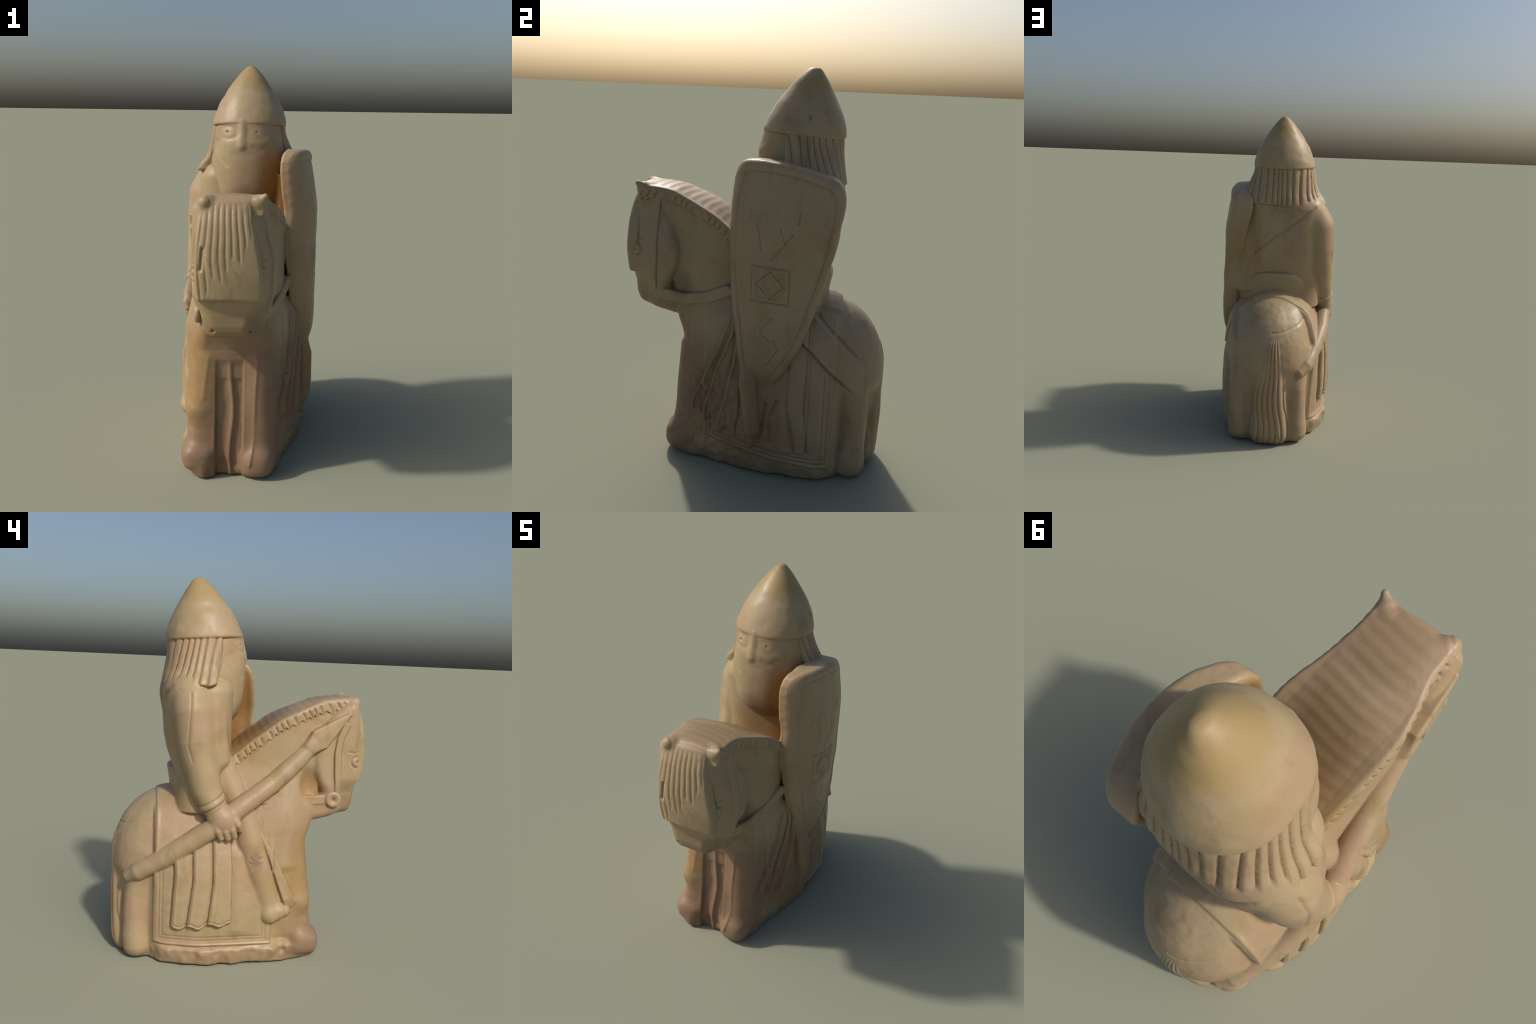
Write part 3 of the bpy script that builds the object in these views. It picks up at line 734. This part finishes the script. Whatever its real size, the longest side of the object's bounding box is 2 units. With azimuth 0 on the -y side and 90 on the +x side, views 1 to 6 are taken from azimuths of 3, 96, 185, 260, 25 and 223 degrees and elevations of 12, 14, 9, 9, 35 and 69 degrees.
# ------------------------------------------------------------------ material
def ivory(name):
    m = bpy.data.materials.new(name); m.use_nodes = True
    nt = m.node_tree; N, L = nt.nodes, nt.links
    bsdf = N["Principled BSDF"]
    tc = N.new("ShaderNodeTexCoord")
    def tex(scale, detail=4, rough=0.55, stretch=(1, 1, 1), dist=0.0):
        mp = N.new("ShaderNodeMapping"); mp.inputs["Scale"].default_value = stretch
        L.new(tc.outputs["Object"], mp.inputs["Vector"])
        t = N.new("ShaderNodeTexNoise"); t.inputs["Scale"].default_value = scale
        t.inputs["Detail"].default_value = detail; t.inputs["Roughness"].default_value = rough
        t.inputs["Distortion"].default_value = dist
        L.new(mp.outputs["Vector"], t.inputs["Vector"]); return t.outputs["Fac"]
    def ramp(v, a, b):
        r = N.new("ShaderNodeMapRange"); r.interpolation_type = 'SMOOTHSTEP'
        r.inputs["From Min"].default_value = a; r.inputs["From Max"].default_value = b
        L.new(v, r.inputs["Value"]); return r.outputs["Result"]
    def math_(op, a, b):
        n = N.new("ShaderNodeMath"); n.operation = op; n.use_clamp = False
        for i, v in enumerate((a, b)):
            if isinstance(v, (int, float)): n.inputs[i].default_value = v
            else: L.new(v, n.inputs[i])
        return n.outputs[0]
    def mix(fac, a, col):
        n = N.new("ShaderNodeMix"); n.data_type = 'RGBA'
        L.new(fac, n.inputs["Factor"])
        if isinstance(a, tuple): n.inputs["A"].default_value = a
        else: L.new(a, n.inputs["A"])
        n.inputs["B"].default_value = col
        return n.outputs["Result"]
    def blob(c, r, soft=0.5):
        """soft stain around a point of the carving, broken up by noise"""
        mp = N.new("ShaderNodeMapping"); mp.vector_type = 'TEXTURE'
        mp.inputs["Location"].default_value = c; mp.inputs["Scale"].default_value = r
        L.new(tc.outputs["Object"], mp.inputs["Vector"])
        ln = N.new("ShaderNodeVectorMath"); ln.operation = 'LENGTH'
        L.new(mp.outputs["Vector"], ln.inputs[0])
        v = math_('ADD', ln.outputs["Value"], math_('MULTIPLY', math_('SUBTRACT', wob, 0.5), 0.7))
        return ramp(v, 1.0 + soft * 0.5, 1.0 - soft)
    wob = tex(4.5, 3)
    CREAM = (0.352, 0.268, 0.155, 1); PINK = (0.345, 0.238, 0.148, 1); YELLOW = (0.305, 0.214, 0.082, 1)
    BROWN = (0.170, 0.098, 0.056, 1); ORANGE = (0.270, 0.140, 0.038, 1); TAN = (0.240, 0.160, 0.082, 1); GREY = (0.20, 0.15, 0.092, 1); RED = (0.185, 0.105, 0.068, 1); UMBER = (0.165, 0.105, 0.048, 1)
    col = mix(ramp(tex(2.6, 3, dist=0.6), 0.40, 0.66), CREAM, PINK)
    col = mix(math_('MULTIPLY', ramp(tex(5.5, 4, dist=1.0), 0.50, 0.72), 0.55), col, YELLOW)
    col = mix(math_('MULTIPLY', ramp(tex(9.0, 5, 0.6, (1, 1, 0.45), 0.8), 0.52, 0.74), 0.6), col, TAN)
    # stains that sit on particular places
    for c, r, colr, k in (
        ((0.0, 0.22, 1.93), (0.16, 0.18, 0.10), YELLOW, 0.7),
        ((0.10, -0.40, 0.35), (0.34, 0.28, 0.44), RED, 0.70), ((-0.20, -0.42, 0.10), (0.20, 0.22, 0.26), RED, 0.65),
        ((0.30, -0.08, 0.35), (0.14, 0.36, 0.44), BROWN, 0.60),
        ((-0.26, -0.36, 0.48), (0.14, 0.13, 0.30), ORANGE, 0.5), ((-0.04, -0.60, 0.84), (0.20, 0.14, 0.11), BROWN, 0.45),
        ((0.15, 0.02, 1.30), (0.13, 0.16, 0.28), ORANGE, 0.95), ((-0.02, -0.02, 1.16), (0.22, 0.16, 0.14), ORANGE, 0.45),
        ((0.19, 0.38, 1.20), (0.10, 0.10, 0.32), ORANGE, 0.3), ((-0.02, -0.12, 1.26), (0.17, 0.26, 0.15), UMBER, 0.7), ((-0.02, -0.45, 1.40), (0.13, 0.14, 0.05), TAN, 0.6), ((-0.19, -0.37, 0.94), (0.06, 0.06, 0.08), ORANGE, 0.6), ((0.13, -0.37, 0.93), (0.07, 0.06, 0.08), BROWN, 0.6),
        ((0.0, 0.05, 0.02), (0.50, 0.75, 0.07), BROWN, 0.45), ((-0.345, -0.075, 0.58), (0.03, 0.045, 0.075), GREY, 0.75)):
        col = mix(math_('MULTIPLY', blob(c, r), k), col, colr)
    # reddish-brown patina held in the cut lines
    geo = N.new("ShaderNodeNewGeometry")
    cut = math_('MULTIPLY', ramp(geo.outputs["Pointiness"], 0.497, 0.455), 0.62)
    col = mix(cut, col, (0.18, 0.092, 0.036, 1))
    # hairline age cracks, here and there
    mpv = N.new("ShaderNodeMapping"); mpv.inputs["Scale"].default_value = (1, 1, 0.45)
    L.new(tc.outputs["Object"], mpv.inputs["Vector"])
    wv = N.new("ShaderNodeTexNoise"); wv.inputs["Scale"].default_value = 5.0; wv.inputs["Detail"].default_value = 4
    L.new(mpv.outputs["Vector"], wv.inputs["Vector"])
    add = N.new("ShaderNodeVectorMath"); add.operation = 'MULTIPLY_ADD'
    L.new(wv.outputs["Color"], add.inputs[0]); add.inputs[1].default_value = (0.35, 0.35, 0.35)
    L.new(mpv.outputs["Vector"], add.inputs[2])
    vo = N.new("ShaderNodeTexVoronoi"); vo.feature = 'DISTANCE_TO_EDGE'; vo.inputs["Scale"].default_value = 6.5
    L.new(add.outputs["Vector"], vo.inputs["Vector"])
    crack = math_('MULTIPLY', ramp(vo.outputs["Distance"], 0.030, 0.004), ramp(tex(3.7, 3), 0.50, 0.66))
    col = mix(math_('MULTIPLY', crack, 0.24), col, (0.17, 0.088, 0.036, 1))
    fine = math_('MULTIPLY', ramp(tex(60, 3, 0.6), 0.60, 0.80), 0.18)
    col = mix(fine, col, BROWN)
    L.new(col, bsdf.inputs["Base Color"])
    r = N.new("ShaderNodeMapRange"); r.inputs["To Min"].default_value = 0.30; r.inputs["To Max"].default_value = 0.58
    L.new(tex(14, 4), r.inputs["Value"]); L.new(r.outputs["Result"], bsdf.inputs["Roughness"])
    bsdf.inputs["Specular IOR Level"].default_value = 0.32
    bp = N.new("ShaderNodeBump"); bp.inputs["Strength"].default_value = 0.25; bp.inputs["Distance"].default_value = 0.004
    L.new(tex(48, 5, 0.6), bp.inputs["Height"]); L.new(bp.outputs["Normal"], bsdf.inputs["Normal"])
    return m

MAT = ivory("aged_ivory")

# ------------------------------------------------------------------ objects
root = bpy.data.objects.new("knight_chess_piece", None)
bpy.context.scene.collection.objects.link(root)
root.empty_display_size = 0.3
root["label"] = "carved ivory rider with kite shield and spear on horse"
root["category"] = "chess piece"

fl = np.sort(LAB[F], axis=1)
FL = np.where(fl[:, 1] == fl[:, 2], fl[:, 1], np.where(fl[:, 0] == fl[:, 1], fl[:, 0], fl[:, 3]))
SUB = {"forelock": "horse_head", "ear": "horse_head", "bridle": "horse_head", "emblem": "shield"}
made = {}
for i, nm in enumerate(NAMES):
    fs = F[FL == i]
    if len(fs) < 40:
        continue
    used, inv = np.unique(fs, return_inverse=True)
    me = bpy.data.meshes.new(nm)
    me.vertices.add(len(used)); me.vertices.foreach_set("co", V[used].astype(np.float32).ravel())
    me.loops.add(len(fs) * 4); me.loops.foreach_set("vertex_index", inv.ravel().astype(np.int32))
    me.polygons.add(len(fs))
    me.polygons.foreach_set("loop_start", np.arange(0, len(fs) * 4, 4, dtype=np.int32))
    me.update(calc_edges=True)
    me.polygons.foreach_set("use_smooth", np.ones(len(fs), bool))
    me.normals_split_custom_set_from_vertices(NRM[used].tolist())
    me.materials.append(MAT)
    ob = bpy.data.objects.new(nm, me)
    bpy.context.scene.collection.objects.link(ob)
    made.setdefault(nm, ob)
    ob.parent = made[SUB[nm]] if nm in SUB and SUB[nm] in made else root
print("verts", len(V), "quads", len(F))
